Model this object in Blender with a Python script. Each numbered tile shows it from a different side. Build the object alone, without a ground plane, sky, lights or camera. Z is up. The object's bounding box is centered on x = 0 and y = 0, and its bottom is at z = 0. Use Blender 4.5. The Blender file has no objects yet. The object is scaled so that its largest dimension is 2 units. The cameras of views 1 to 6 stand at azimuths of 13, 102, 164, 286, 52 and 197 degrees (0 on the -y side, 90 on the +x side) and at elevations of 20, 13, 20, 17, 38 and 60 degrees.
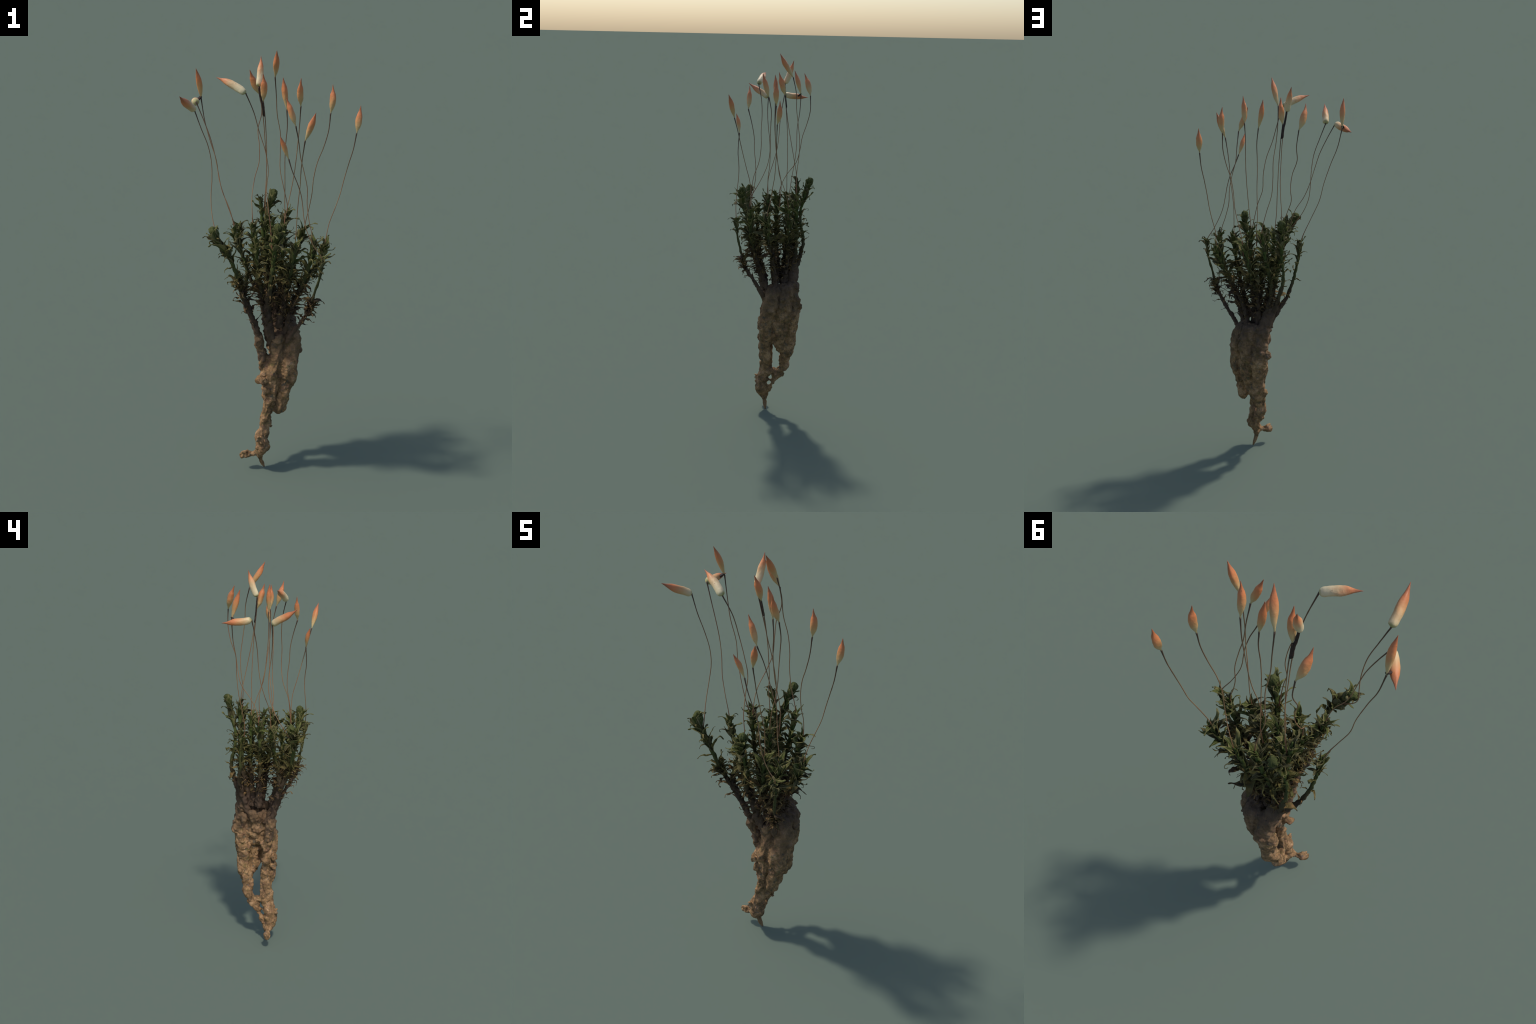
# A tuft of moss: soil-caked root mass, leafy shoots, thin stalks with spore capsules.
import bpy, bmesh, math, random
from mathutils import Vector, Matrix, Quaternion, noise

rng = random.Random(7)
COL = bpy.context.scene.collection


# ---------------------------------------------------------------- helpers
def link(ob, parent=None):
    COL.objects.link(ob)
    if parent is not None:
        ob.parent = parent
    return ob


def mesh_object(name, verts, faces, mat, parent=None, smooth=True):
    me = bpy.data.meshes.new(name)
    me.from_pydata([tuple(v) for v in verts], [], faces)
    me.update()
    if smooth:
        me.polygons.foreach_set("use_smooth", [True] * len(me.polygons))
    if mat:
        me.materials.append(mat)
    return link(bpy.data.objects.new(name, me), parent)


def spline(points, n):
    """Catmull-Rom through points (any dimension tuple), n samples, even in index."""
    P = [Vector(p) for p in points]
    P = [P[0] * 2 - P[1]] + P + [P[-1] * 2 - P[-2]]
    m = len(P) - 3
    out = []
    for i in range(n):
        t = i / (n - 1) * m
        k = min(int(t), m - 1)
        t -= k
        a, b, c, d = P[k], P[k + 1], P[k + 2], P[k + 3]
        out.append(0.5 * ((2 * b) + (c - a) * t + (2 * a - 5 * b + 4 * c - d) * t * t
                          + (3 * b - a - 3 * c + d) * t ** 3))
    return out


def frames(path):
    """Parallel-transport frames along a path of 3D points."""
    n = len(path)
    tans = []
    for i in range(n):
        t = path[min(i + 1, n - 1)] - path[max(i - 1, 0)]
        tans.append(t.normalized())
    ref = Vector((1, 0, 0)) if abs(tans[0].x) < 0.8 else Vector((0, 1, 0))
    nor = (ref - tans[0] * ref.dot(tans[0])).normalized()
    res = []
    for i in range(n):
        if i:
            nor = (nor - tans[i] * nor.dot(tans[i])).normalized()
        res.append((tans[i], nor, tans[i].cross(nor)))
    return res


def tube(path, radius, sides=10, flat=None):
    """Verts and faces of a tube; radius(i, angle) -> r; closed ends."""
    fr = frames(path)
    verts, faces = [], []
    n = len(path)
    for i in range(n):
        t, a, b = fr[i]
        for k in range(sides):
            th = 2 * math.pi * k / sides
            r = radius(i, th)
            verts.append(path[i] + a * (r * math.cos(th)) + b * (r * math.sin(th)))
    for i in range(n - 1):
        for k in range(sides):
            k2 = (k + 1) % sides
            faces.append((i * sides + k, i * sides + k2, (i + 1) * sides + k2, (i + 1) * sides + k))
    verts.append(path[0]); verts.append(path[-1])
    c0, c1 = len(verts) - 2, len(verts) - 1
    for k in range(sides):
        k2 = (k + 1) % sides
        faces.append((c0, k2, k))
        faces.append((c1, (n - 1) * sides + k, (n - 1) * sides + k2))
    return verts, faces


# ---------------------------------------------------------------- materials
class Mat:
    def __init__(self, name, rough=0.8, spec=0.3):
        self.m = bpy.data.materials.new(name)
        self.m.use_nodes = True
        self.nt = self.m.node_tree
        self.b = self.nt.nodes["Principled BSDF"]
        self.b.inputs["Roughness"].default_value = rough
        self.b.inputs["Specular IOR Level"].default_value = spec
        self.tc = self.nt.nodes.new("ShaderNodeTexCoord")

    def node(self, kind, **kw):
        n = self.nt.nodes.new(kind)
        for k, v in kw.items():
            setattr(n, k, v)
        return n

    def link(self, a, b):
        self.nt.links.new(a, b)

    def noise(self, scale, detail=4, rough=0.6, vec=None, stretch=None):
        n = self.node("ShaderNodeTexNoise")
        n.inputs["Scale"].default_value = scale
        n.inputs["Detail"].default_value = detail
        n.inputs["Roughness"].default_value = rough
        src = vec or self.tc.outputs["Object"]
        if stretch:
            mp = self.node("ShaderNodeMapping")
            mp.inputs["Scale"].default_value = stretch
            self.link(src, mp.inputs["Vector"])
            src = mp.outputs[0]
        self.link(src, n.inputs["Vector"])
        return n.outputs["Fac"]

    def ramp(self, fac, stops, interp='LINEAR'):
        r = self.node("ShaderNodeValToRGB")
        r.color_ramp.interpolation = interp
        el = r.color_ramp.elements
        while len(el) < len(stops):
            el.new(0.5)
        for e, (p, c) in zip(el, stops):
            e.position = p
            e.color = (*c, 1) if len(c) == 3 else c
        self.link(fac, r.inputs[0])
        return r.outputs[0]

    def mix(self, fac, a, b, blend='MIX'):
        n = self.node("ShaderNodeMix", data_type='RGBA', blend_type=blend)
        for sock, v in ((0, fac), (6, a), (7, b)):
            if isinstance(v, (int, float)):
                n.inputs[sock].default_value = v
            elif isinstance(v, tuple):
                n.inputs[sock].default_value = (*v, 1)
            else:
                self.link(v, n.inputs[sock])
        return n.outputs[2]

    def math(self, op, a, b=None, clamp=False):
        n = self.node("ShaderNodeMath", operation=op, use_clamp=clamp)
        for i, v in enumerate((a, b)):
            if v is None:
                continue
            if isinstance(v, (int, float)):
                n.inputs[i].default_value = v
            else:
                self.link(v, n.inputs[i])
        return n.outputs[0]

    def rescale(self, v, a, b, c=0.0, d=1.0):
        n = self.node("ShaderNodeMapRange")
        self.link(v, n.inputs[0])
        for i, x in enumerate((a, b, c, d)):
            n.inputs[i + 1].default_value = x
        return n.outputs[0]

    def axis(self):
        s = self.node("ShaderNodeSeparateXYZ")
        self.link(self.tc.outputs["Object"], s.inputs[0])
        return s.outputs

    def rand(self):
        return self.node("ShaderNodeObjectInfo").outputs["Random"]

    def color(self, c):
        self.link(c, self.b.inputs["Base Color"])

    def bump(self, h, strength=0.3, dist=0.002):
        n = self.node("ShaderNodeBump")
        n.inputs["Strength"].default_value = strength
        n.inputs["Distance"].default_value = dist
        self.link(h, n.inputs["Height"])
        self.link(n.outputs[0], self.b.inputs["Normal"])


def soil_material():
    m = Mat("caked_soil", 0.9, 0.15)
    big = m.noise(24, 6, 0.65)
    col = m.ramp(big, [(0.36, (0.12, 0.078, 0.042)), (0.46, (0.225, 0.135, 0.066)),
                       (0.55, (0.345, 0.205, 0.100)), (0.64, (0.46, 0.285, 0.155))])
    col = m.mix(m.rescale(m.noise(30, 3), 0.54, 0.66, 0, 0.45), col, (0.29, 0.150, 0.100))   # pinkish clay
    col = m.mix(m.rescale(m.noise(46, 4, 0.65), 0.56, 0.66, 0, 0.75), col, (0.085, 0.088, 0.075))  # grey grit
    col = m.mix(m.rescale(m.noise(38, 3, 0.6), 0.58, 0.68, 0, 0.55), col, (0.15, 0.128, 0.045))  # olive film
    fine = m.noise(150, 5, 0.7)
    col = m.mix(0.8, col, m.ramp(fine, [(0.28, (0.35, 0.34, 0.31)), (0.5, (0.95, 0.95, 0.95)), (0.75, (1.35, 1.3, 1.2))]), 'MULTIPLY')
    # dark upper collar where the stems come out
    z = m.axis()[2]
    zn = m.math('ADD', z, m.rescale(m.noise(14, 3), 0, 1, -0.10, 0.10))
    col = m.mix(m.rescale(zn, 0.55, 0.66, 0, 0.45), col, (0.120, 0.080, 0.050))
    col = m.mix(m.rescale(zn, 0.68, 0.78, 0, 0.78), col, (0.078, 0.053, 0.039))
    m.color(col)
    m.bump(m.noise(130, 6, 0.7), 0.9, 0.004)
    return m.m


def stem_material():
    m = Mat("stem_skin", 0.8, 0.2)
    z = m.axis()[2]
    zn = m.math('ADD', z, m.rescale(m.noise(18, 3), 0, 1, -0.10, 0.10))
    col = m.ramp(zn, [(0.0, (0.15, 0.095, 0.06)), (0.62, (0.15, 0.095, 0.06)), (0.80, (0.085, 0.056, 0.040)),
                      (0.92, (0.060, 0.042, 0.026)), (1.0, (0.070, 0.064, 0.026))])
    zz = m.rescale(zn, 0.98, 1.16, 0, 1)
    col = m.mix(zz, col, (0.070, 0.095, 0.024))
    col = m.mix(0.5, col, m.ramp(m.noise(90, 4, 0.7), [(0.3, (0.45, 0.45, 0.45)), (0.7, (1.3, 1.25, 1.1))]), 'MULTIPLY')
    m.color(col)
    m.bump(m.noise(140, 4), 0.4, 0.002)
    return m.m


def leaf_material(name, blade, blade2, edge, base, edge_amount=0.8):
    """Leaf local frame: y runs along the leaf 0..1, x across -0.5..0.5."""
    m = Mat(name, 0.8, 0.12)
    ax = m.axis()
    x = m.math('ABSOLUTE', ax[0])
    col = m.mix(m.rescale(m.noise(4, 3), 0.35, 0.65), blade, blade2)
    col = m.mix(m.rescale(m.rand(), 0, 1, 0, 0.5), col, blade2)
    vein = m.noise(1.0, 3, 0.6, stretch=(22, 1.5, 22))
    col = m.mix(0.6, col, m.ramp(vein, [(0.3, (0.6, 0.62, 0.6)), (0.7, (1.25, 1.25, 1.15))]), 'MULTIPLY')
    # pale rib along the keel, pale margins and dry tip
    rib = m.rescale(x, 0.0, 0.025, 0.55, 0.0)
    col = m.mix(rib, col, edge)
    tip = m.rescale(m.math('ADD', ax[1], m.rescale(m.noise(6, 2), 0, 1, -0.2, 0.2)), 0.62, 0.95, 0, edge_amount)
    col = m.mix(tip, col, edge)
    mar = m.rescale(m.math('ADD', x, m.rescale(m.noise(9, 2), 0, 1, -0.05, 0.05)), 0.055, 0.115, 0, edge_amount)
    col = m.mix(mar, col, edge)
    col = m.mix(m.rescale(ax[1], 0.0, 0.3, 0.75, 0), col, base)
    m.color(col)
    m.bump(vein, 0.25, 0.002)
    tr = m.node("ShaderNodeBsdfTranslucent")
    m.link(col, tr.inputs[0])
    mx = m.node("ShaderNodeMixShader")
    mx.inputs[0].default_value = 0.12
    out = m.nt.nodes["Material Output"]
    m.link(m.b.outputs[0], mx.inputs[1]); m.link(tr.outputs[0], mx.inputs[2])
    m.link(mx.outputs[0], out.inputs[0])
    return m.m


def withered_material():
    m = Mat("withered_leaf", 0.8, 0.2)
    n = m.noise(26, 4, 0.6)
    col = m.ramp(n, [(0.36, (0.034, 0.023, 0.016)), (0.46, (0.075, 0.042, 0.021)), (0.54, (0.105, 0.076, 0.026)),
                     (0.62, (0.20, 0.112, 0.046)), (0.72, (0.32, 0.21, 0.09))])
    z = m.axis()[2]
    zn = m.math('ADD', z, m.rescale(m.noise(15, 3), 0, 1, -0.14, 0.14))
    col = m.mix(m.rescale(zn, 0.66, 0.86, 0.7, 0.0), col, (0.075, 0.050, 0.036))
    col = m.mix(m.rescale(zn, 0.93, 1.08, 0.0, 0.7), col, (0.090, 0.092, 0.024))
    m.color(col)
    m.bump(m.noise(120, 3), 0.3, 0.002)
    return m.m


def stalk_material():
    m = Mat("stalk_skin", 0.55, 0.4)
    z = m.axis()[2]
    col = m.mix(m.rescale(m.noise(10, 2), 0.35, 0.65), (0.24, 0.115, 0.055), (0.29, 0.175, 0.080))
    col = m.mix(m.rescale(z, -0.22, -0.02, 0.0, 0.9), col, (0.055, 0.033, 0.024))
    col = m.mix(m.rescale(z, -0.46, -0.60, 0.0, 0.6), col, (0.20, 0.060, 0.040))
    m.color(col)
    return m.m


def capsule_material(name, low, mid, high, beak, neck, a, b, c):
    """Capsule local frame: z from 0 (neck) to 1 (beak)."""
    m = Mat(name, 0.5, 0.4)
    ax = m.axis()
    z = m.math('ADD', ax[2], m.rescale(m.noise(5, 3), 0, 1, -0.09, 0.09))
    col = m.ramp(z, [(0.0, neck), (0.10, low), (a, low), (b, mid), (c, high), (0.97, beak)])
    blush = m.rescale(m.noise(3.2, 3, 0.6, stretch=(2.5, 2.5, 1)), 0.42, 0.68, 0, 0.55)
    col = m.mix(m.math('MULTIPLY', blush, m.rescale(ax[2], 0.1, 0.5)), col, high)
    col = m.mix(m.rescale(m.noise(26, 4, 0.7), 0.60, 0.75, 0, 0.5), col, m.mix(0.5, col, (0.30, 0.12, 0.06)))
    # a few dark nicks
    v = m.node("ShaderNodeTexVoronoi", feature='F1')
    v.inputs["Scale"].default_value = 4.0
    mp = m.node("ShaderNodeMapping"); mp.inputs["Scale"].default_value = (3, 3, 1.2)
    m.link(m.tc.outputs["Object"], mp.inputs[0]); m.link(mp.outputs[0], v.inputs["Vector"])
    nick = m.math('MULTIPLY', m.rescale(v.outputs["Distance"], 0.10, 0.06, 0, 0.8), m.rescale(m.noise(7, 2), 0.52, 0.56))
    col = m.mix(nick, col, (0.07, 0.045, 0.03))
    m.color(col)
    m.b.inputs["Subsurface Weight"].default_value = 0.0
    m.bump(m.noise(14, 4), 0.2, 0.01)
    return m.m


def web_material():
    m = Mat("dried_web", 0.7, 0.3)
    m.color(m.ramp(m.noise(60, 3), [(0.3, (0.020, 0.014, 0.012)), (0.7, (0.055, 0.032, 0.024))]))
    return m.m


SOIL = soil_material()
STEM = stem_material()
LEAF_GREEN = leaf_material("moss_leaf_green", (0.044, 0.062, 0.014), (0.080, 0.096, 0.024), (0.220, 0.195, 0.080), (0.085, 0.090, 0.024))
LEAF_DARK = leaf_material("moss_leaf_dark", (0.036, 0.035, 0.018), (0.066, 0.060, 0.026), (0.170, 0.150, 0.068), (0.062, 0.056, 0.024))
LEAF_OLIVE = leaf_material("moss_leaf_olive", (0.070, 0.064, 0.024), (0.110, 0.092, 0.030), (0.240, 0.190, 0.080), (0.110, 0.078, 0.034))
BUD = leaf_material("bud_skin", (0.040, 0.052, 0.014), (0.070, 0.082, 0.024), (0.110, 0.115, 0.042), (0.060, 0.072, 0.020), 0.3)
WITHERED = withered_material()
STALK = stalk_material()
CAP_RIPE = capsule_material("ripe_capsule", (0.58, 0.43, 0.20), (0.60, 0.315, 0.125), (0.61, 0.205, 0.074), (0.30, 0.085, 0.038), (0.36, 0.30, 0.14), 0.16, 0.40, 0.68)
CAP_PALE = capsule_material("pale_capsule", (0.70, 0.59, 0.36), (0.69, 0.47, 0.245), (0.63, 0.225, 0.088), (0.24, 0.080, 0.045), (0.30, 0.30, 0.10), 0.24, 0.50, 0.76)
CAP_HALF = capsule_material("half_ripe_capsule", (0.64, 0.50, 0.28), (0.62, 0.36, 0.16), (0.60, 0.205, 0.078), (0.26, 0.080, 0.040), (0.34, 0.32, 0.12), 0.12, 0.36, 0.64)
WEB = web_material()

# ---------------------------------------------------------------- root thing
tuft = link(bpy.data.objects.new("moss_tuft", None))
tuft["label"] = "uprooted moss tuft with soil root and orange spore capsules"
tuft["category"] = "moss"


# ---------------------------------------------------------------- soil and root mass
def evaluated_mesh(ob):
    dg = bpy.context.evaluated_depsgraph_get()
    me = bpy.data.meshes.new_from_object(ob.evaluated_get(dg))
    return me


def blob_chain(bm, pts, step=0.5):
    """Ellipsoids along (x, y, z, rx, ry, rz) control points."""
    for a, b in zip(pts[:-1], pts[1:]):
        d = (Vector(b[:3]) - Vector(a[:3])).length
        n = max(1, int(math.ceil(d / (step * max(0.008, min(a[3:] + b[3:]))))))
        for i in range(n + 1):
            t = i / n
            p = [a[k] * (1 - t) + b[k] * t for k in range(6)]
            mat = Matrix.Translation(p[:3]) @ Matrix.Diagonal((p[3], p[4], p[5], 1))
            bmesh.ops.create_icosphere(bm, subdivisions=2, radius=1.0, matrix=mat)


def build_root():
    bm = bmesh.new()
    # The caked soil is a curved wall, hollow towards -x: columns of ellipsoids (x, y, z, rx, ry, rz)
    blob_chain(bm, [(0.108, 0.050, 0.735, 0.045, 0.042, 0.03), (0.126, 0.034, 0.66, 0.044, 0.044, 0.03), (0.123, 0.014, 0.58, 0.044, 0.044, 0.03),
                    (0.119, 0.004, 0.50, 0.039, 0.040, 0.03), (0.109, 0.001, 0.42, 0.031, 0.032, 0.03), (0.098, 0.000, 0.36, 0.027, 0.027, 0.02),
                    (0.088, 0.002, 0.315, 0.020, 0.022, 0.014)])                                           # right column and its hanging lobe
    blob_chain(bm, [(0.085, 0.110, 0.745, 0.044, 0.044, 0.03), (0.095, 0.100, 0.66, 0.046, 0.048, 0.03), (0.094, 0.090, 0.58, 0.046, 0.048, 0.03),
                    (0.086, 0.075, 0.50, 0.042, 0.044, 0.03), (0.076, 0.075, 0.43, 0.034, 0.038, 0.03), (0.066, 0.085, 0.39, 0.024, 0.028, 0.02)])  # middle sheet
    blob_chain(bm, [(0.035, 0.130, 0.745, 0.040, 0.036, 0.03), (0.042, 0.142, 0.66, 0.042, 0.042, 0.03), (0.044, 0.134, 0.58, 0.042, 0.042, 0.03),
                    (0.040, 0.126, 0.50, 0.036, 0.037, 0.03), (0.042, 0.122, 0.42, 0.034, 0.034, 0.03), (0.040, 0.108, 0.35, 0.030, 0.030, 0.02)])  # rear column
    blob_chain(bm, [(0.050, 0.065, 0.72, 0.055, 0.055, 0.02), (0.055, 0.060, 0.62, 0.050, 0.055, 0.03), (0.062, 0.055, 0.55, 0.034, 0.045, 0.03)])   # inner fill
    blob_chain(bm, [(0.062, 0.010, 0.70, 0.038, 0.036, 0.02), (0.066, 0.000, 0.62, 0.038, 0.034, 0.03), (0.056, -0.012, 0.52, 0.040, 0.036, 0.03),
                    (0.052, -0.012, 0.44, 0.036, 0.034, 0.03)])                                             # front face
    blob_chain(bm, [(0.105, 0.055, 0.62, 0.034, 0.034, 0.03), (0.100, 0.040, 0.52, 0.030, 0.032, 0.03), (0.090, 0.036, 0.44, 0.026, 0.030, 0.02)])   # web between right column and sheet
    blob_chain(bm, [(0.086, 0.002, 0.34, 0.022, 0.022, 0.016), (0.045, -0.002, 0.325, 0.020, 0.024, 0.016)])       # web from the lobe to the front leg
    # left stem foot merging with the wall
    blob_chain(bm, [(-0.014, -0.037, 0.69, 0.017, 0.017, 0.03), (0.001, -0.020, 0.62, 0.021, 0.021, 0.03), (0.019, -0.008, 0.54, 0.028, 0.028, 0.03),
                    (0.029, -0.008, 0.47, 0.030, 0.033, 0.03), (0.040, -0.006, 0.41, 0.030, 0.030, 0.02)])
    # taller rear corner running up a stem
    blob_chain(bm, [(0.012, 0.125, 0.76, 0.032, 0.032, 0.03), (-0.012, 0.135, 0.85, 0.022, 0.024, 0.03)])
    # front leg down to the tip
    blob_chain(bm, [(0.045, -0.005, 0.40, 0.036, 0.036, 0.03), (0.030, -0.006, 0.32, 0.026, 0.034, 0.03),
                    (0.021, -0.010, 0.26, 0.023, 0.035, 0.02), (0.018, -0.016, 0.22, 0.024, 0.035, 0.02),
                    (0.020, -0.034, 0.17, 0.030, 0.036, 0.02), (0.018, -0.034, 0.12, 0.032, 0.032, 0.02),
                    (0.006, -0.028, 0.08, 0.022, 0.022, 0.02), (0.006, -0.020, 0.055, 0.013, 0.013, 0.012),
                    (0.014, -0.011, 0.03, 0.010, 0.012, 0.012), (0.0245, -0.008, 0.008, 0.004, 0.005, 0.008)])
    # rear leg
    blob_chain(bm, [(0.036, 0.108, 0.37, 0.032, 0.031, 0.02), (0.026, 0.103, 0.32, 0.029, 0.027, 0.02), (0.015, 0.091, 0.27, 0.025, 0.024, 0.02),
                    (0.012, 0.067, 0.235, 0.022, 0.022, 0.02), (0.012, 0.045, 0.20, 0.020, 0.018, 0.02), (0.012, 0.026, 0.155, 0.017, 0.015, 0.02),
                    (0.010, 0.000, 0.11, 0.014, 0.013, 0.02), (0.008, -0.014, 0.07, 0.011, 0.011, 0.02)])
    # bridges between the legs
    blob_chain(bm, [(0.030, 0.005, 0.235, 0.018, 0.018, 0.012), (0.016, 0.052, 0.238, 0.018, 0.018, 0.012)])
    blob_chain(bm, [(0.022, -0.01, 0.175, 0.014, 0.014, 0.010), (0.014, 0.032, 0.185, 0.012, 0.012, 0.010)])
    # hooked side root
    blob_chain(bm, [(0.000, -0.034, 0.095, 0.018, 0.016, 0.016), (-0.030, -0.036, 0.080, 0.012, 0.011, 0.012),
                    (-0.050, -0.040, 0.080, 0.014, 0.014, 0.016), (-0.074, -0.044, 0.076, 0.017, 0.016, 0.018)])
    blob_chain(bm, [(-0.060, -0.048, 0.090, 0.012, 0.010, 0.010), (-0.072, -0.052, 0.094, 0.008, 0.008, 0.008)])
    # lumps, knobs and spurs that break the outline (x, y, z, r, stretch z)
    for x, y, z, r, s in [(0.016, -0.052, 0.485, 0.018, 1.0), (0.030, -0.036, 0.440, 0.024, 0.9),
                          (0.045, 0.172, 0.640, 0.022, 1.1), (0.020, 0.165, 0.620, 0.024, 1.3),
                          (0.150, 0.035, 0.630, 0.022, 1.0), (0.140, 0.000, 0.560, 0.020, 1.0),
                          (-0.008, 0.000, 0.475, 0.014, 0.8), (0.132, 0.020, 0.480, 0.020, 1.1),
                          (0.108, 0.018, 0.370, 0.018, 1.2), (0.016, 0.130, 0.390, 0.018, 1.4),
                          (0.012, 0.085, 0.222, 0.013, 1.0), (0.034, 0.052, 0.212, 0.012, 1.2),
                          (0.016, -0.058, 0.165, 0.016, 0.8), (0.040, -0.034, 0.140, 0.014, 0.9),
                          (0.002, -0.070, 0.178, 0.010, 1.0), (0.020, 0.010, 0.545, 0.026, 1.3),
                          (0.030, 0.085, 0.600, 0.022, 1.4), (0.004, 0.118, 0.690, 0.020, 1.6)]:
        mat = Matrix.Translation((x, y, z)) @ Matrix.Diagonal((r, r, r * s, 1))
        bmesh.ops.create_icosphere(bm, subdivisions=2, radius=1.0, matrix=mat)
    # little pointed spurs
    for p, d, l, r in [((0.06, 0.170, 0.675), (0.2, 0.9, 0.15), 0.022, 0.013), ((0.130, 0.100, 0.69), (0.9, 0.3, 0.1), 0.024, 0.014),
                       ((-0.010, -0.010, 0.465), (-0.9, -0.3, 0.1), 0.018, 0.013), ((0.016, 0.150, 0.675), (-0.5, 0.7, 0.2), 0.020, 0.014),
                       ((0.010, -0.060, 0.185), (-0.3, -0.7, 0.5), 0.030, 0.009), ((0.040, 0.045, 0.20), (0.8, 0.5, 0.2), 0.016, 0.009),
                       ((0.055, 0.160, 0.745), (0.3, 0.8, -0.1), 0.02, 0.012)]:
        d = Vector(d).normalized()
        for i in range(11):
            t = i / 10
            mat = Matrix.Translation(Vector(p) + d * (l * 0.75 * t)) @ Matrix.Scale(max(0.004, r * (1.15 - 0.85 * t)), 4)
            bmesh.ops.create_icosphere(bm, subdivisions=1, radius=1.0, matrix=mat)
    me = bpy.data.meshes.new("root_mass_raw")
    bm.to_mesh(me); bm.free()
    ob = link(bpy.data.objects.new("root_mass_raw", me))
    rm = ob.modifiers.new("r", 'REMESH'); rm.mode = 'VOXEL'; rm.voxel_size = 0.0034
    sm = ob.modifiers.new("s", 'SMOOTH'); sm.iterations = 3; sm.factor = 0.5
    out = evaluated_mesh(ob)
    bpy.data.objects.remove(ob)
    # lumpy clods, pits and grain
    co = [v.co.copy() for v in out.vertices]
    no = [v.normal.copy() for v in out.vertices]
    for v, c, n in zip(out.vertices, co, no):
        fade = min(1.0, max(0.15, c.z / 0.08))
        q = Vector((c.x, c.y, c.z * 0.7))
        big = noise.noise(q * 17) * 0.013
        ridge = (0.35 - abs(noise.noise(Vector((c.x * 40, c.y * 40, c.z * 16)) + Vector((5, 1, 9))))) * 0.010
        d = noise.voronoi(q * 17 + noise.noise_vector(c * 25) * 0.35 + Vector((3, 7, 1)))[0]
        clod = min(0.34, d[1] - d[0]) * 0.022 - 0.005
        pit = -0.010 * max(0, noise.noise(c * 38 + Vector((9, 2, 4))) - 0.35)
        grit = 0.012 * max(0, noise.noise(c * 60 + Vector((1, 8, 6))) - 0.38)
        fine = noise.noise(c * 75) * 0.0028 + noise.noise(c * 160) * 0.0014
        v.co = c + n * (fade * (big + ridge + clod + pit + grit + fine))
    zmin = min(v.co.z for v in out.vertices)
    for v in out.vertices:
        if v.co.z < 0.1:
            v.co.z -= zmin * (1 - v.co.z / 0.1)
    out.materials.clear(); out.materials.append(SOIL)
    out.polygons.foreach_set("use_smooth", [True] * len(out.polygons))
    out.name = "root_mass"
    return link(bpy.data.objects.new("root_mass", out), tuft)


build_root()

# ---------------------------------------------------------------- leaves


BLADE = [(0.0, 0.62), (0.15, 0.80), (0.33, 1.0), (0.52, 0.86), (0.68, 0.52), (0.80, 0.26), (0.90, 0.13), (1.0, 0.04)]


def spline_value(table, x):
    for (x0, y0), (x1, y1) in zip(table[:-1], table[1:]):
        if x <= x1:
            t = (x - x0) / (x1 - x0)
            t = t * t * (3 - 2 * t) * 0.5 + t * 0.5
            return y0 + (y1 - y0) * t
    return table[-1][1]


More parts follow.
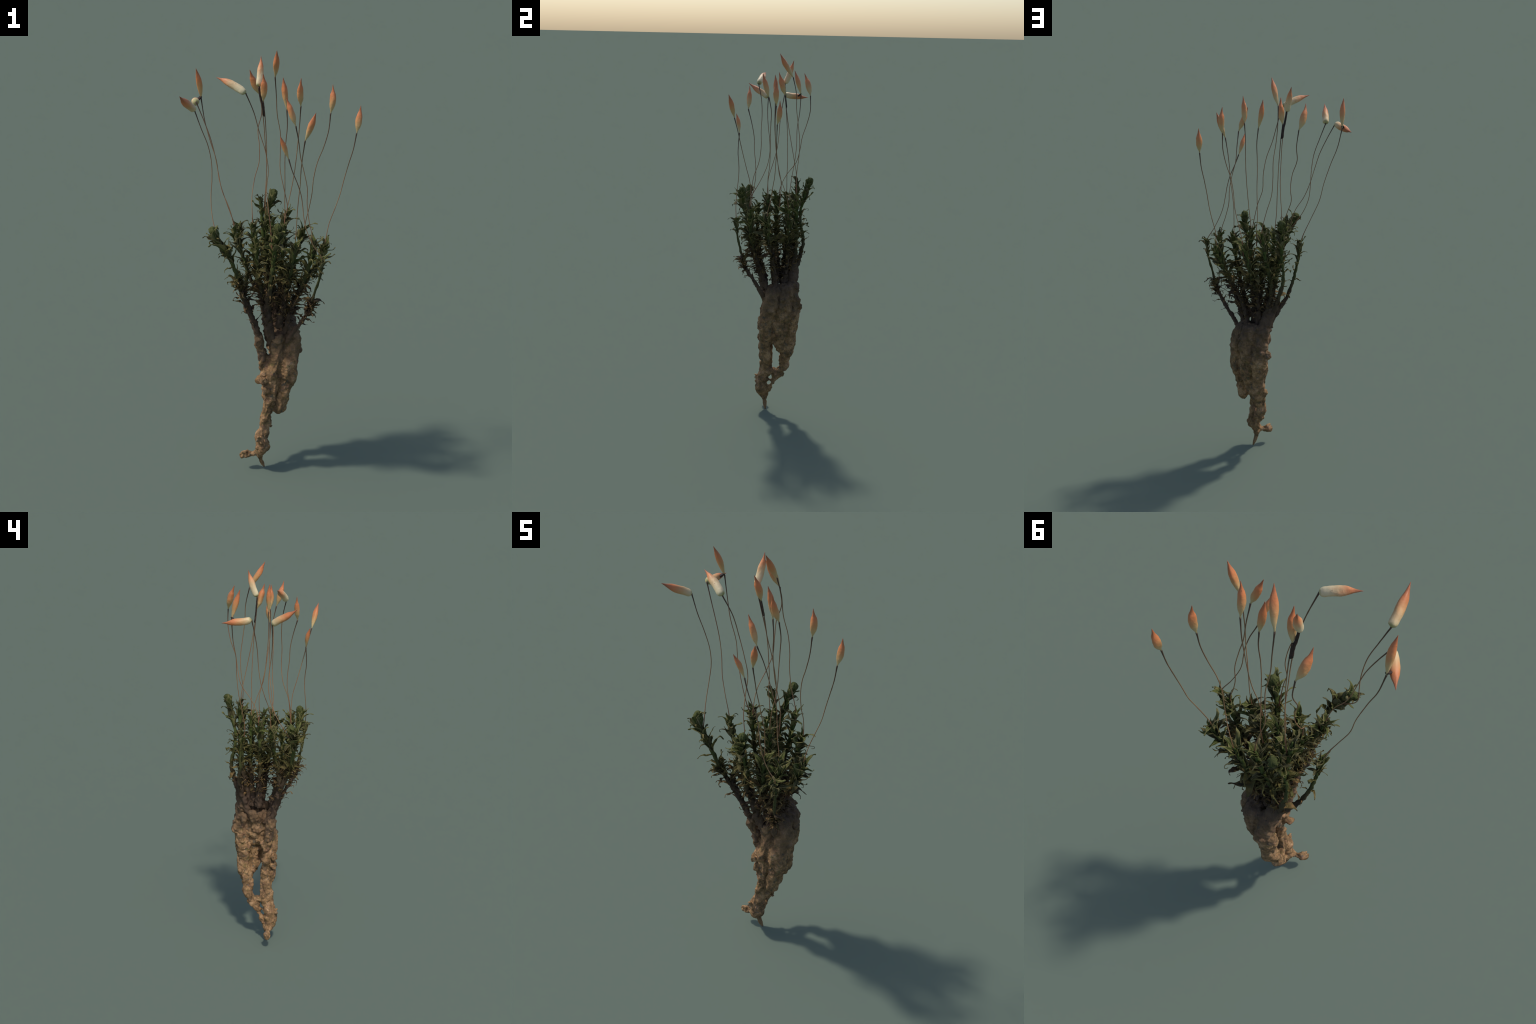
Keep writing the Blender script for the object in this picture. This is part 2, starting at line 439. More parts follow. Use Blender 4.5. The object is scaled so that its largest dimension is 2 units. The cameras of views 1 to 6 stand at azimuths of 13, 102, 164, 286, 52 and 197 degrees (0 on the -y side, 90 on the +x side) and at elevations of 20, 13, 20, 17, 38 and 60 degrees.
def leaf_mesh(name, mat, width=0.30, fold=0.9, lean=0.35, recurve=1.2, curl=0.0, awn=0.15, twist=0.0,
              wave=0.03, nx=6, ny=18, thick=0.022, clasp=0.5, warp=0.07, seed=0):
    """Unit-length moss leaf. Starts at the origin running up +Z (local), back to -Y...
    built first as (s along, x across), then mapped so object y runs along the blade in rest space.
    The blade's middle line turns from upright outward (towards -Z of the blade) by recurve."""
    lines = []
    # middle line in the (y: along, z: outward) plane
    p = Vector((0, 0, 0))
    ang = 0.15
    pts, angs = [], []
    for j in range(ny + 1):
        s = j / ny
        pts.append(p.copy()); angs.append(ang)
        ang = 0.05 + lean * min(1, s / 0.5) + recurve * max(0, (s - 0.35) / 0.65) ** 1.5 + curl * max(0, (s - 0.6) / 0.4) ** 2
        p = p + Vector((0, math.cos(ang), math.sin(ang))) / ny
    grid = []
    for j in range(ny + 1):
        s = j / ny
        w = max(0.009, width * 0.5 * spline_value(BLADE, s ** (1 - 0.5 * awn)))
        f = fold * (1 - 0.35 * s) + clasp * max(0, 1 - s / 0.25)
        a = angs[j]
        nor = Vector((0, -math.sin(a), math.cos(a)))   # outward side
        tw = twist * s * s
        row = []
        for i in range(nx + 1):
            u = (i / nx) * 2 - 1
            x = math.sin(abs(u) * f) / max(f, 0.2) * w * (1 if u >= 0 else -1)
            h = -(1 - math.cos(abs(u) * f)) / max(f, 0.2) * w
            h += wave * width * math.sin(s * 9 + (2 if u > 0 else 0)) * abs(u)
            # rolled margin
            h += 0.10 * w * max(0, abs(u) - 0.75) * 4
            v = Vector((x * math.cos(tw) - h * math.sin(tw), 0, 0)) + nor * (h * math.cos(tw) + x * math.sin(tw))
            row.append(pts[j] + v)
        grid.append(row)
    # every leaf is crumpled in its own way
    off = Vector((seed * 3.7, seed * 1.3, seed * 5.1))
    for j, row in enumerate(grid):
        s = j / ny
        mid = row[nx // 2].copy()
        bend = noise.noise_vector(mid * 2.2 + off) * (warp * 1.6 * s)
        for i, v in enumerate(row):
            crump = noise.noise_vector(v * 7.0 + off) * (warp * 0.35 * min(1, s * 3))
            row[i] = v + bend + crump
    verts = [v for r in grid for v in r]
    faces = []
    for j in range(ny):
        for i in range(nx):
            a = j * (nx + 1) + i
            faces.append((a, a + 1, a + nx + 2, a + nx + 1))
    me = bpy.data.meshes.new(name)
    me.from_pydata([tuple(v) for v in verts], [], faces)
    me.update()
    ob = link(bpy.data.objects.new(name + "_raw", me))
    so = ob.modifiers.new("t", 'SOLIDIFY'); so.thickness = thick; so.offset = 0
    sb = ob.modifiers.new("d", 'SUBSURF'); sb.levels = 1
    out = evaluated_mesh(ob)
    bpy.data.objects.remove(ob)
    out.name = name
    out.materials.clear(); out.materials.append(mat)
    out.polygons.foreach_set("use_smooth", [True] * len(out.polygons))
    return out


def variants(name, mat, n, seed, **base):
    r = random.Random(seed)
    res = []
    for k in range(n):
        kw = dict(width=r.uniform(0.24, 0.40), fold=r.uniform(0.9, 1.7), lean=r.uniform(0.1, 0.55),
                  recurve=r.uniform(-0.2, 1.6), curl=r.choice([-1.2, 0, 0.6, 1.5, 3.0]), awn=r.uniform(0.0, 0.6),
                  twist=r.uniform(-1.5, 1.5), wave=r.uniform(0.04, 0.16), warp=r.uniform(0.06, 0.16), seed=seed * 31 + k)
        kw.update({k: (r.uniform(*v) if isinstance(v, tuple) else v) for k, v in base.items()})
        res.append(leaf_mesh(name, mat, **kw))
    return res


GREEN = variants("leaf", LEAF_GREEN, 18, 1)
DARK = variants("leaf", LEAF_DARK, 16, 2)
OLIVE = variants("leaf", LEAF_OLIVE, 12, 3, recurve=(0.4, 2.2), width=(0.20, 0.36))
CUP = variants("leaf", LEAF_GREEN, 7, 8, width=(0.42, 0.62), fold=(1.0, 1.6), lean=(0.22, 0.42), recurve=(0.2, 1.1), curl=(0.5, 2.0), twist=(-0.7, 0.7), awn=0.1)
CUP += variants("leaf", LEAF_DARK, 5, 9, width=(0.42, 0.60), fold=(1.0, 1.6), lean=(0.22, 0.42), recurve=(0.2, 1.1), curl=(0.5, 2.0), twist=(-0.7, 0.7), awn=0.1)
WRAP = variants("leaf", LEAF_GREEN, 6, 12, width=(0.50, 0.66), fold=(1.2, 1.7), lean=(0.20, 0.34), recurve=(-0.9, -0.5), curl=(-1.2, 0.4), twist=(-0.4, 0.4), awn=0.0, warp=(0.05, 0.10))
LOOPY = variants("leaf", LEAF_DARK, 6, 5, recurve=(0.9, 1.8), curl=(3.0, 4.6), width=(0.16, 0.24), awn=(0.4, 0.6))
DRY = variants("withered_leaves", WITHERED, 18, 6, recurve=(-0.5, 2.6), curl=(-1.5, 3.0), width=(0.14, 0.42), twist=(-2.6, 2.6),
               wave=(0.06, 0.22), nx=4, ny=14, warp=(0.12, 0.28), thick=0.03)


def bud_mesh(seed):
    """Closed bud: a club of wrapped leaves, unit length along y."""
    prof = spline([(0, 0.10, 0), (0.18, 0.13, 0), (0.38, 0.22, 0), (0.60, 0.23, 0), (0.80, 0.24, 0), (0.93, 0.17, 0), (1.0, 0.05, 0)], 40)
    path = [Vector((0.03 * math.sin(p.x * 4 + seed), p.x, 0.03 * math.cos(p.x * 3))) for p in prof]

    def rad(i, th):
        y = prof[i].x
        fold = abs(math.sin(2.5 * th + 1.6 * y + seed)) ** 0.6
        n = noise.noise(Vector((math.cos(th) * 1.5, math.sin(th) * 1.5, y * 5 + seed * 9)))
        n2 = noise.noise(Vector((math.cos(th) * 3.5, math.sin(th) * 3.5, y * 9 + seed * 5)))
        return max(0.01, prof[i].y) * (0.74 + 0.30 * fold + 0.30 * n + 0.18 * n2)
    v, f = tube(path, rad, 40)
    return v, f


def leaf_matrix(base, up, out, length, wscale=1.0):
    """Local y -> up (along the stem), local z -> outward."""
    y = up.normalized()
    z = (out - y * out.dot(y)).normalized()
    x = y.cross(z)
    m = Matrix((x * length * wscale, y * length, z * length)).transposed().to_4x4()
    m.translation = base
    return m


leaf_count = 0
STUFF = {}


def add_leaf(pool, mtx, parent, name="leaf"):
    global leaf_count
    me = rng.choice(pool)
    ob = bpy.data.objects.new(name, me)
    link(ob, parent)
    ob.matrix_world = mtx
    leaf_count += 1
    return ob


def bake_leaf(pool, mtx, store):
    me = rng.choice(pool)
    off = len(store[0])
    store[0].extend((mtx @ v.co) for v in me.vertices)
    store[1].extend(tuple(off + i for i in p.vertices) for p in me.polygons)


# ---------------------------------------------------------------- shoots
# each shoot: spine from tip to foot, then style
#   r: stem radius at top / at foot;  live: length of spine (from the tip) that bears living leaves;
#   n: living leaves; dry: withered leaves below; size: leaf length
SHOOTS = [
    # far left shoot with a closed bud
    dict(p=[(-0.211, -0.167, 1.258), (-0.180, -0.184, 1.20), (-0.142, -0.178, 1.15), (-0.116, -0.169, 1.10), (-0.100, -0.157, 1.05),
            (-0.090, -0.142, 1.0), (-0.073, -0.10, 0.90), (-0.040, -0.067, 0.80), (-0.015, -0.038, 0.70), (0.002, -0.018, 0.58)],
         r=(0.0082, 0.0209), live=0.20, n=16, dry=30, size=0.080, dens=1.0, dryend=0.78, bud=0.050, skipdry=(0.22, 0.27), lean=0.4, start=0.07, cups=(0, 1, 3, 4), clump=[(0.31, 0.040, 26), (0.12, 0.04, 8)]),
    # far right shoot, bare stem, yellowish clump
    dict(p=[(0.276, -0.126, 1.16), (0.272, -0.128, 1.10), (0.264, -0.123, 1.05), (0.250, -0.115, 1.0), (0.238, -0.106, 0.95),
            (0.224, -0.096, 0.90), (0.204, -0.079, 0.85), (0.176, -0.052, 0.80), (0.140, -0.029, 0.74), (0.11, 0.0, 0.68)],
         r=(0.0054, 0.0133), live=0.10, n=10, dry=36, size=0.060, dens=1.0, dryend=0.78, skipdry=(0.10, 0.215), drypool='olive', lean=0.4, clump=[(0.275, 0.040, 40)]),
    # rear-left shoot
    dict(p=[(-0.155, 0.078, 1.20), (-0.149, 0.087, 1.16), (-0.145, 0.092, 1.10), (-0.137, 0.098, 1.05), (-0.125, 0.10, 1.0),
            (-0.106, 0.111, 0.95), (-0.083, 0.116, 0.90), (-0.046, 0.124, 0.85), (-0.015, 0.107, 0.78), (0.02, 0.09, 0.70)],
         r=(0.0061, 0.0190), live=0.11, n=14, dry=11, size=0.060, dens=1.0, dryend=0.78, lean=0.9),
    # tall rear shoot with a closed bud
    dict(p=[(-0.016, 0.208, 1.345), (-0.025, 0.196, 1.30), (-0.036, 0.178, 1.25), (-0.040, 0.164, 1.20), (-0.043, 0.153, 1.15),
            (-0.049, 0.152, 1.10), (-0.055, 0.159, 1.05), (-0.049, 0.172, 1.0), (-0.036, 0.170, 0.95), (-0.022, 0.150, 0.87),
            (0.005, 0.12, 0.78), (0.03, 0.10, 0.68)],
         r=(0.0068, 0.0228), live=0.24, n=17, dry=14, size=0.070, dens=1.0, dryend=0.78, bud=0.052, lean=0.7, start=0.07),
    # front shoot with a closed bud
    dict(p=[(0.082, -0.148, 1.292), (0.076, -0.149, 1.25), (0.069, -0.145, 1.20), (0.064, -0.132, 1.15), (0.058, -0.117, 1.10),
            (0.053, -0.110, 1.05), (0.048, -0.109, 1.0), (0.041, -0.102, 0.95), (0.032, -0.081, 0.90), (0.026, -0.055, 0.83),
            (0.030, -0.03, 0.74), (0.04, 0.0, 0.66)],
         r=(0.0088, 0.0256), live=0.19, n=17, dry=30, size=0.072, bud=0.048),
    # star-topped middle shoot
    dict(p=[(0.018, 0.024, 1.270), (0.016, 0.026, 1.18), (0.02, 0.032, 1.05), (0.03, 0.04, 0.90), (0.04, 0.05, 0.76)],
         r=(0.0075, 0.0209), live=0.20, n=17, dry=36, size=0.066),
    # tall rear-left shoot
    dict(p=[(-0.065, 0.120, 1.33), (-0.058, 0.128, 1.26), (-0.045, 0.125, 1.15), (-0.030, 0.12, 1.02), (-0.010, 0.11, 0.90), (0.015, 0.09, 0.76)],
         r=(0.0082, 0.0209), live=0.24, n=17, dry=19, size=0.062, pool='loopy'),
    # rear right
    dict(p=[(0.145, 0.122, 1.205), (0.122, 0.12, 1.12), (0.095, 0.116, 1.02), (0.062, 0.108, 0.92), (0.045, 0.09, 0.80), (0.05, 0.08, 0.70)],
         r=(0.0075, 0.0209), live=0.19, n=17, dry=30, size=0.080),
    # right
    dict(p=[(0.225, -0.066, 1.21), (0.215, -0.068, 1.12), (0.190, -0.065, 1.02), (0.155, -0.045, 0.92), (0.115, -0.015, 0.80), (0.09, 0.02, 0.70)],
         r=(0.0075, 0.0171), live=0.18, n=17, dry=33, size=0.074),
    # right rear
    dict(p=[(0.262, 0.032, 1.17), (0.236, 0.030, 1.09), (0.192, 0.032, 1.00), (0.145, 0.040, 0.92), (0.10, 0.048, 0.80), (0.09, 0.05, 0.70)],
         r=(0.0068, 0.0171), live=0.17, n=17, dry=33, size=0.074),
    # left of middle
    dict(p=[(-0.140, -0.056, 1.22), (-0.106, -0.060, 1.12), (-0.074, -0.066, 1.05), (-0.072, -0.080, 0.99), (-0.074, -0.092, 0.92), (-0.055, -0.078, 0.84)],
         r=(0.0068, 0.0171), live=0.17, n=17, dry=22, size=0.066),
    # middle right
    dict(p=[(0.078, -0.004, 1.25), (0.075, 0.0, 1.14), (0.068, 0.012, 1.00), (0.058, 0.028, 0.86), (0.05, 0.04, 0.74)],
         r=(0.0082, 0.0209), live=0.20, n=17, dry=36, size=0.072),
    # rear middle
    dict(p=[(0.060, 0.148, 1.265), (0.040, 0.147, 1.15), (0.015, 0.144, 1.05), (-0.002, 0.140, 0.97), (0.002, 0.128, 0.87), (0.03, 0.10, 0.76)],
         r=(0.0082, 0.0228), live=0.20, n=17, dry=22, size=0.072),
    # front right
    dict(p=[(0.148, -0.085, 1.19), (0.138, -0.086, 1.10), (0.120, -0.075, 1.00), (0.095, -0.05, 0.88), (0.07, -0.01, 0.76)],
         r=(0.0082, 0.0190), live=0.19, n=17, dry=36, size=0.074),
    # middle left
    dict(p=[(-0.072, 0.018, 1.23), (-0.066, 0.018, 1.12), (-0.052, 0.020, 1.00), (-0.025, 0.030, 0.88), (0.005, 0.04, 0.76)],
         r=(0.0075, 0.0209), live=0.18, n=17, dry=30, size=0.066),
    # inner rear left
    dict(p=[(-0.022, 0.078, 1.26), (-0.020, 0.080, 1.14), (-0.012, 0.080, 1.00), (0.005, 0.078, 0.88), (0.022, 0.07, 0.76)],
         r=(0.0075, 0.0209), live=0.18, n=16, dry=28, size=0.064),
    # front left, short
    dict(p=[(-0.030, -0.085, 1.19), (-0.024, -0.086, 1.10), (-0.010, -0.080, 1.00), (0.005, -0.06, 0.90), (0.02, -0.03, 0.78)],
         r=(0.0075, 0.0190), live=0.17, n=17, dry=25, size=0.066),
]
POOLS = dict(green=GREEN, dark=DARK, olive=OLIVE, loopy=LOOPY)
GOLD = 2.39996


def build_shoot(spec, index):
    pts = spec['p']
    m = 130
    path = spline(pts, m)
    # arc length from the tip
    arc = [0.0]
    for a, b in zip(path[:-1], path[1:]):
        arc.append(arc[-1] + (b - a).length)
    total = arc[-1]
    r0, r1 = spec['r']
    live = spec['live']
    ph = rng.uniform(0, 50)

    def rad(i, th):
        s = arc[i]
        r = r0 + (r1 - r0) * max(0, (s - live) / (total - live)) ** 1.7
        r *= 0.35 + 0.65 * min(1, s / 0.03)
        scar = max(0, 1 - ((s * 26 + th / 6.2832 * 3 + ph) % 1.0) * 1.6) * 0.28      # sheathing leaf bases in a spiral
        lump = 0.55 * noise.noise(Vector((math.cos(th) * 1.3, math.sin(th) * 1.3, s * 30 + ph)))
        lump2 = 0.35 * noise.noise(Vector((math.cos(th) * 2.5, math.sin(th) * 2.5, s * 75 + ph)))
        return r * (0.85 + scar + lump + lump2)

    v, f = tube(path, rad, 16)
    stem = mesh_object("shoot", v, f, STEM, tuft)
    fr = frames(path)

    def at(s):
        i = min(range(m), key=lambda k: abs(arc[k] - s))
        t, a, b = fr[i]
        return i, path[i], -t, a, b

    size = spec['size']
    # living leaves: from the tip downwards on a golden spiral
    n = spec['n']
    start = spec.get('start', 0.060 if 'bud' in spec else 0.028)
    for k in range(n):
        u = k / max(1, n - 1)
        s = start + (live - start) * (u ** 1.5 + 0.06 * math.sin(u * 19 + ph))
        s = max(start, s)
        i, c, up, a, b = at(s)
        th = k * GOLD + rng.uniform(-0.4, 0.4) + ph
        out = a * math.cos(th) + b * math.sin(th)
        L = size * rng.uniform(0.85, 1.32) * (0.66 + 0.36 * min(1, u * 3)) * spec.get('grow', 1.0)
        tilt = (spec.get('lean', 1.0)) * (0.02 + 0.30 * u + rng.uniform(-0.05, 0.40))
        d = (up * math.cos(tilt) + out * math.sin(tilt))
        o = (out * math.cos(tilt) - up * math.sin(tilt))
        base = c + out * (rad(i, 0) * 0.45)
        q = rng.random()
        if k % 5 in spec.get('cups', (1, 3)) and u < 0.8:
            pool = CUP
            L *= 1.05
            tilt *= 0.6
            d = (up * math.cos(tilt) + out * math.sin(tilt))
            o = (out * math.cos(tilt) - up * math.sin(tilt))
        elif spec.get('pool') and q < 0.55:
            pool = POOLS[spec['pool']]
        elif q < 0.12:
            pool = LOOPY
        elif u > 0.75 and q < 0.65:
            pool = OLIVE
        else:
            pool = GREEN if q < 0.62 else DARK
        add_leaf(pool, leaf_matrix(base, d, o, L), stem)
    # closed bud
    if 'bud' in spec:
        i, c, up, a, b = at(spec['bud'] * 1.5)
        v, f = bud_mesh(index + 1)
        bud = mesh_object("bud", v, f, BUD, stem)
        d = path[0] - c
        bud.matrix_world = leaf_matrix(c, d.normalized(), a, d.length)
        for k in range(5):
            th = k * GOLD + ph
            out = a * math.cos(th) + b * math.sin(th)
            add_leaf(WRAP, leaf_matrix(c + out * 0.005, (d.normalized() + out * 0.10).normalized(), out, d.length * (0.98 - 0.06 * k)), stem)
    # withered leaves
    store = ([], [])
    pool = OLIVE + DRY if spec.get('drypool') == 'olive' else DRY
    nd = int(spec['dry'] * spec.get('dens', 2.0))
    sk = spec.get('skipdry')
    end = total * spec.get('dryend', 0.86)
    for k in range(nd):
        s = live * 0.9 + (end - live * 0.9) * (k + rng.random() * 0.8) / nd
        if sk and sk[0] < s < sk[1]:
            s = sk[1] + rng.uniform(0, 0.10)
        i, c, up, a, b = at(s)
        th = k * GOLD + rng.uniform(-0.6, 0.6) + ph
        out = a * math.cos(th) + b * math.sin(th)
        w = 1 - 0.40 * (s - live) / (end - live)
        L = size * rng.uniform(0.55, 1.3) * w
        tilt = rng.uniform(0.1, 1.2)
        d = (up * math.cos(tilt) + out * math.sin(tilt))
        o = (out * math.cos(tilt) - up * math.sin(tilt))
        bake_leaf(pool if pool is DRY else rng.choice([OLIVE, DRY]), leaf_matrix(c + out * (rad(i, 0) * 0.5), d, o, L), store)
    # dense crumpled clumps at a node
    for s0, spread, cnt in spec.get('clump', []):
        for k in range(cnt):
            i, c, up, a, b = at(s0 + rng.uniform(-spread, spread))
            th = rng.uniform(0, 6.28)
            out = a * math.cos(th) + b * math.sin(th)
            tilt = rng.uniform(0.0, 0.8)
            d = (up * math.cos(tilt) + out * math.sin(tilt))
            bake_leaf(rng.choice([OLIVE, DRY]), leaf_matrix(c + out * 0.006, d, out, size * rng.uniform(0.55, 1.0), 1.4), store)
    if store[0]:
        w = mesh_object("withered_leaves", store[0], store[1], WITHERED, stem)
        w["kind"] = "stuff"


for k, s in enumerate(SHOOTS):
    build_shoot(s, k)

# ---------------------------------------------------------------- stalks and capsules
# tip of capsule, neck of capsule, then the stalk's way down into the shoots; look; girth; bow
SPORES = [
    ((-0.339, -0.223, 1.823), (-0.313, -0.100, 1.749), [(-0.284, -0.096, 1.671), (-0.255, -0.085, 1.594), (-0.242, -0.072, 1.516), (-0.240, -0.069, 1.439), (-0.239, -0.084, 1.362), (-0.223, -0.115, 1.285), (-0.193, -0.150, 1.215), (-0.165, -0.180, 1.16)], 'half', 0.0155, 'blunt'),
    ((-0.374, 0.119, 1.749), (-0.333, -0.010, 1.766), [(-0.296, -0.016, 1.689), (-0.264, -0.019, 1.614), (-0.242, -0.019, 1.538), (-0.224, -0.025, 1.463), (-0.201, -0.041, 1.387), (-0.162, -0.056, 1.312), (-0.140, -0.057, 1.236), (-0.13, -0.058, 1.16)], 'half', 0.0155, 'blunt'),
    ((-0.350, 0.041, 1.901), (-0.338, 0.084, 1.764), [(-0.320, 0.082, 1.667), (-0.293, 0.075, 1.583), (-0.263, 0.080, 1.490), (-0.246, 0.075, 1.40), (-0.213, 0.067, 1.312), (-0.177, 0.064, 1.225), (-0.158, 0.072, 1.17)], 'ripe', 0.0120, 'slim'),
    ((-0.220, -0.096, 1.890), (-0.088, -0.106, 1.834), [(-0.057, -0.081, 1.751), (-0.034, -0.071, 1.669), (-0.005, -0.068, 1.586), (0.009, -0.063, 1.503), (0.007, -0.074, 1.420), (0.024, -0.099, 1.337), (0.038, -0.106, 1.254), (0.05, -0.115, 1.16)], 'pale', 0.0150, 'blunt'),
    ((-0.133, 0.137, 1.895), (-0.092, 0.181, 1.777), [(-0.084, 0.184, 1.699), (-0.095, 0.166, 1.628), (-0.081, 0.145, 1.556), (-0.078, 0.134, 1.485), (-0.091, 0.112, 1.414), (-0.089, 0.060, 1.342), (-0.078, 0.030, 1.271), (-0.070, 0.022, 1.19)], 'ripe', 0.0135, 'spindle'),
    ((-0.073, 0.090, 1.964), (-0.069, 0.044, 1.839), [(-0.055, 0.051, 1.759), (-0.046, 0.064, 1.678), (-0.041, 0.078, 1.598), (-0.036, 0.095, 1.517), (-0.037, 0.111, 1.437), (-0.042, 0.125, 1.356), (-0.046, 0.126, 1.26)], 'pale', 0.0140, 'blunt'),
    ((-0.044, 0.015, 1.901), (-0.049, 0.052, 1.775), [(-0.040, 0.060, 1.705), (-0.035, 0.067, 1.635), (-0.031, 0.072, 1.564), (-0.030, 0.075, 1.494), (-0.029, 0.077, 1.423), (-0.030, 0.075, 1.353), (-0.026, 0.077, 1.282), (-0.022, 0.078, 1.20)], 'ripe', 0.0135, 'spindle'),
    ((0.009, 0.030, 1.999), (-0.010, 0.100, 1.876), [(-0.006, 0.120, 1.792), (0.000, 0.125, 1.708), (0.014, 0.139, 1.624), (0.015, 0.149, 1.539), (0.018, 0.147, 1.455), (0.039, 0.142, 1.371), (0.058, 0.148, 1.287), (0.062, 0.147, 1.20)], 'ripe', 0.0125, 'slim'),
    ((0.043, 0.013, 1.891), (0.063, 0.022, 1.754), [(0.068, 0.022, 1.682), (0.064, 0.022, 1.611), (0.062, 0.027, 1.540), (0.063, 0.034, 1.469), (0.063, 0.048, 1.397), (0.062, 0.062, 1.326), (0.065, 0.062, 1.255), (0.06, 0.055, 1.17)], 'ripe', 0.0115, 'slim'),
    ((0.085, -0.113, 1.832), (0.130, -0.108, 1.712), [(0.141, -0.086, 1.642), (0.149, -0.070, 1.572), (0.167, -0.063, 1.503), (0.181, -0.052, 1.433), (0.183, -0.050, 1.363), (0.196, -0.058, 1.293), (0.214, -0.064, 1.223), (0.215, -0.067, 1.14)], 'ripe', 0.0120, 'spindle'),
    ((0.130, -0.034, 1.901), (0.127, 0.001, 1.776), [(0.123, 0.014, 1.704), (0.120, 0.012, 1.631), (0.116, 0.010, 1.559), (0.110, 0.010, 1.487), (0.101, 0.006, 1.415), (0.090, -0.004, 1.342), (0.078, -0.004, 1.26), (0.075, 0.0, 1.18)], 'ripe', 0.0125, 'spindle'),
    ((0.081, -0.185, 1.684), (0.115, -0.158, 1.583), [(0.133, -0.158, 1.532), (0.156, -0.154, 1.480), (0.172, -0.145, 1.429), (0.181, -0.142, 1.377), (0.189, -0.144, 1.326), (0.204, -0.146, 1.274), (0.235, -0.142, 1.21), (0.272, -0.130, 1.155), (0.272, -0.128, 1.11)], 'ripe', 0.0095, 'slim'),
    ((0.226, -0.190, 1.791), (0.183, -0.169, 1.668), [(0.173, -0.153, 1.601), (0.166, -0.139, 1.535), (0.162, -0.123, 1.468), (0.155, -0.107, 1.402), (0.149, -0.090, 1.335), (0.147, -0.084, 1.269), (0.145, -0.085, 1.20), (0.14, -0.086, 1.12)], 'ripe', 0.0120, 'slim'),
    ((0.249, 0.063, 1.867), (0.246, 0.066, 1.743), [(0.242, 0.061, 1.669), (0.225, 0.059, 1.596), (0.200, 0.061, 1.523), (0.186, 0.067, 1.449), (0.180, 0.078, 1.376), (0.166, 0.103, 1.302), (0.150, 0.120, 1.229), (0.14, 0.121, 1.14)], 'ripe', 0.0125, 'spindle'),
    ((0.368, 0.110, 1.778), (0.359, 0.097, 1.659), [(0.350, 0.094, 1.591), (0.334, 0.091, 1.524), (0.319, 0.085, 1.456), (0.306, 0.078, 1.388), (0.288, 0.064, 1.321), (0.268, 0.051, 1.253), (0.260, 0.034, 1.186), (0.25, 0.031, 1.11)], 'ripe', 0.0125, 'spindle'),
]
PROFILE = {   # (height along the capsule, radius fraction)
    'spindle': [(0.0, 0.16), (0.06, 0.24), (0.14, 0.50), (0.25, 0.84), (0.38, 1.0), (0.54, 0.98), (0.66, 0.84), (0.74, 0.58), (0.82, 0.36), (0.92, 0.18), (1.0, 0.03)],
    'slim': [(0.0, 0.18), (0.08, 0.30), (0.20, 0.62), (0.35, 0.90), (0.50, 1.0), (0.62, 0.96), (0.73, 0.76), (0.84, 0.44), (0.93, 0.20), (1.0, 0.03)],
    'blunt': [(0.0, 0.20), (0.025, 0.52), (0.06, 0.82), (0.14, 0.96), (0.30, 1.0), (0.46, 0.98), (0.60, 0.88), (0.70, 0.70), (0.80, 0.42), (0.90, 0.22), (1.0, 0.03)],
}


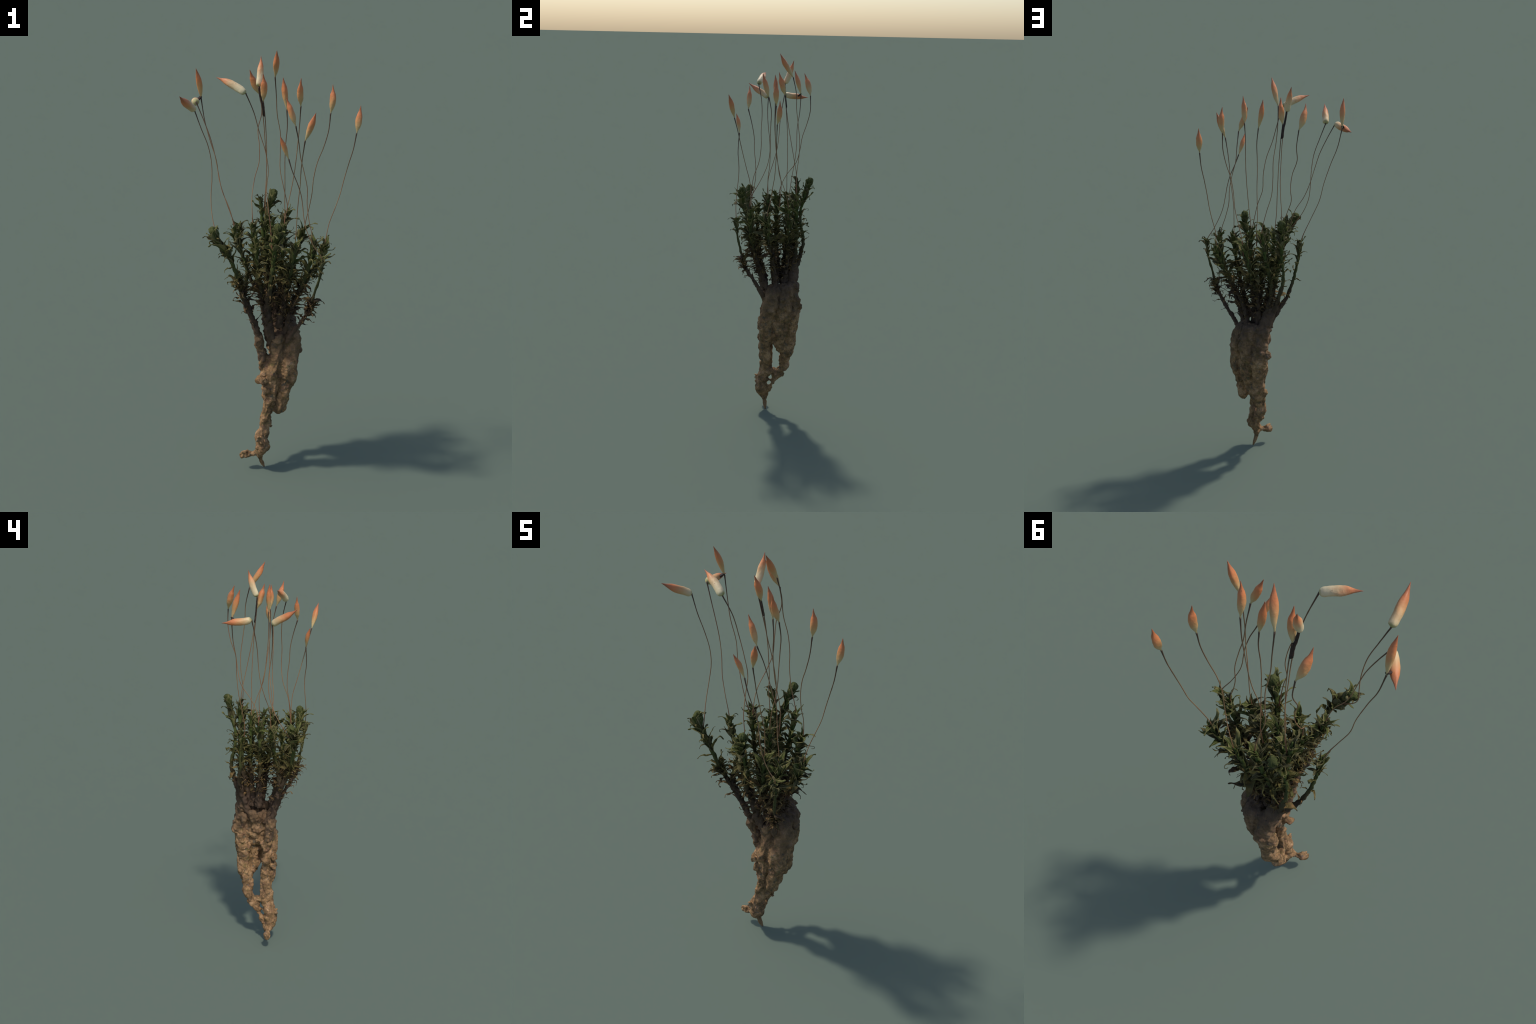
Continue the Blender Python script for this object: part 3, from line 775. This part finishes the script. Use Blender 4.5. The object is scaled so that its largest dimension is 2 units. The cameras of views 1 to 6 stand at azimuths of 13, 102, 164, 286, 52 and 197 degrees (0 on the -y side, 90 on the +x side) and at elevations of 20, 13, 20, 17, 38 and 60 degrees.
def capsule_mesh(length, girth, kind, mat, seed):
    r = random.Random(seed)
    prof = spline([(h, w, 0) for h, w in PROFILE[kind]], 40)
    bow = r.uniform(-0.35, 0.35); bow2 = r.uniform(-0.35, 0.35)
    g = girth * 1.07 / length
    path = [Vector((bow * g * math.sin(p.x * math.pi), bow2 * g * math.sin(p.x * math.pi), p.x)) for p in prof]
    ph = r.uniform(0, 40)

    def rad(i, th):
        w = max(0.02, prof[i].y)
        n = noise.noise(Vector((math.cos(th) * 0.9, math.sin(th) * 0.9, prof[i].x * 3.2 + ph)))
        return g * w * (1 + 0.17 * n + 0.05 * math.sin(3 * th + ph) + 0.07 * noise.noise(Vector((math.cos(th) * 2.2, math.sin(th) * 2.2, prof[i].x * 9 + ph))))
    return tube(path, rad, 20)


for k, (tip, neck, way, look, girth, kind) in enumerate(SPORES):
    tip, neck = Vector(tip), Vector(neck)
    pts = [neck] + [Vector(p) for p in way]
    path = spline(pts, 90)
    rel = [p - neck for p in path]          # stalk's own frame starts at the capsule neck

    total_d = -rel[-1].z

    def rad(i, th, rel=rel, k=k, total_d=total_d):
        d = -rel[i].z
        r = 0.0017 + 0.0012 * math.exp(-d / 0.02) + 0.0005 * max(0, 1 - d / 0.25) + 0.0012 * max(0, (d - total_d + 0.10) / 0.10)
        return r * (1 + 0.18 * noise.noise(Vector((math.cos(th), math.sin(th), d * 60 + k * 7))))
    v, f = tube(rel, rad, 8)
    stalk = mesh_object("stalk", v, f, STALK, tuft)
    stalk.location = neck
    axis = tip - neck
    L = axis.length
    skin = dict(pale=CAP_PALE, half=CAP_HALF, ripe=CAP_RIPE)[look]
    v, f = capsule_mesh(L, girth, kind, skin, 100 + k)
    cap = mesh_object("capsule", v, f, skin, stalk)
    q = Vector((0, 0, 1)).rotation_difference(axis.normalized())
    q = q @ Quaternion((0, 0, 1), rng.uniform(0, 6.28))
    cap.rotation_mode = 'QUATERNION'
    cap.rotation_quaternion = q
    cap.scale = (L, L, L)


# dark dried skin joining two pairs of capsules
def web(points, r0, r1):
    path = spline(points, 24)
    v, f = tube(path, lambda i, th: (r0 + (r1 - r0) * i / 23) * (1 + 0.25 * noise.noise(path[i] * 90 + Vector((th, 0, 0)))) * (0.45 + 0.55 * abs(math.cos(th))), 10)
    mesh_object("dried_skin", v, f, WEB, tuft)


web([(-0.068, 0.044, 1.842), (-0.062, 0.048, 1.80), (-0.052, 0.054, 1.755), (-0.047, 0.060, 1.715)], 0.0045, 0.0065)
web([(-0.049, 0.052, 1.778), (-0.047, 0.056, 1.75), (-0.043, 0.060, 1.71)], 0.0035, 0.005)
web([(-0.338, 0.084, 1.772), (-0.344, 0.074, 1.765), (-0.352, 0.064, 1.757)], 0.006, 0.009)
print("leaves", leaf_count)
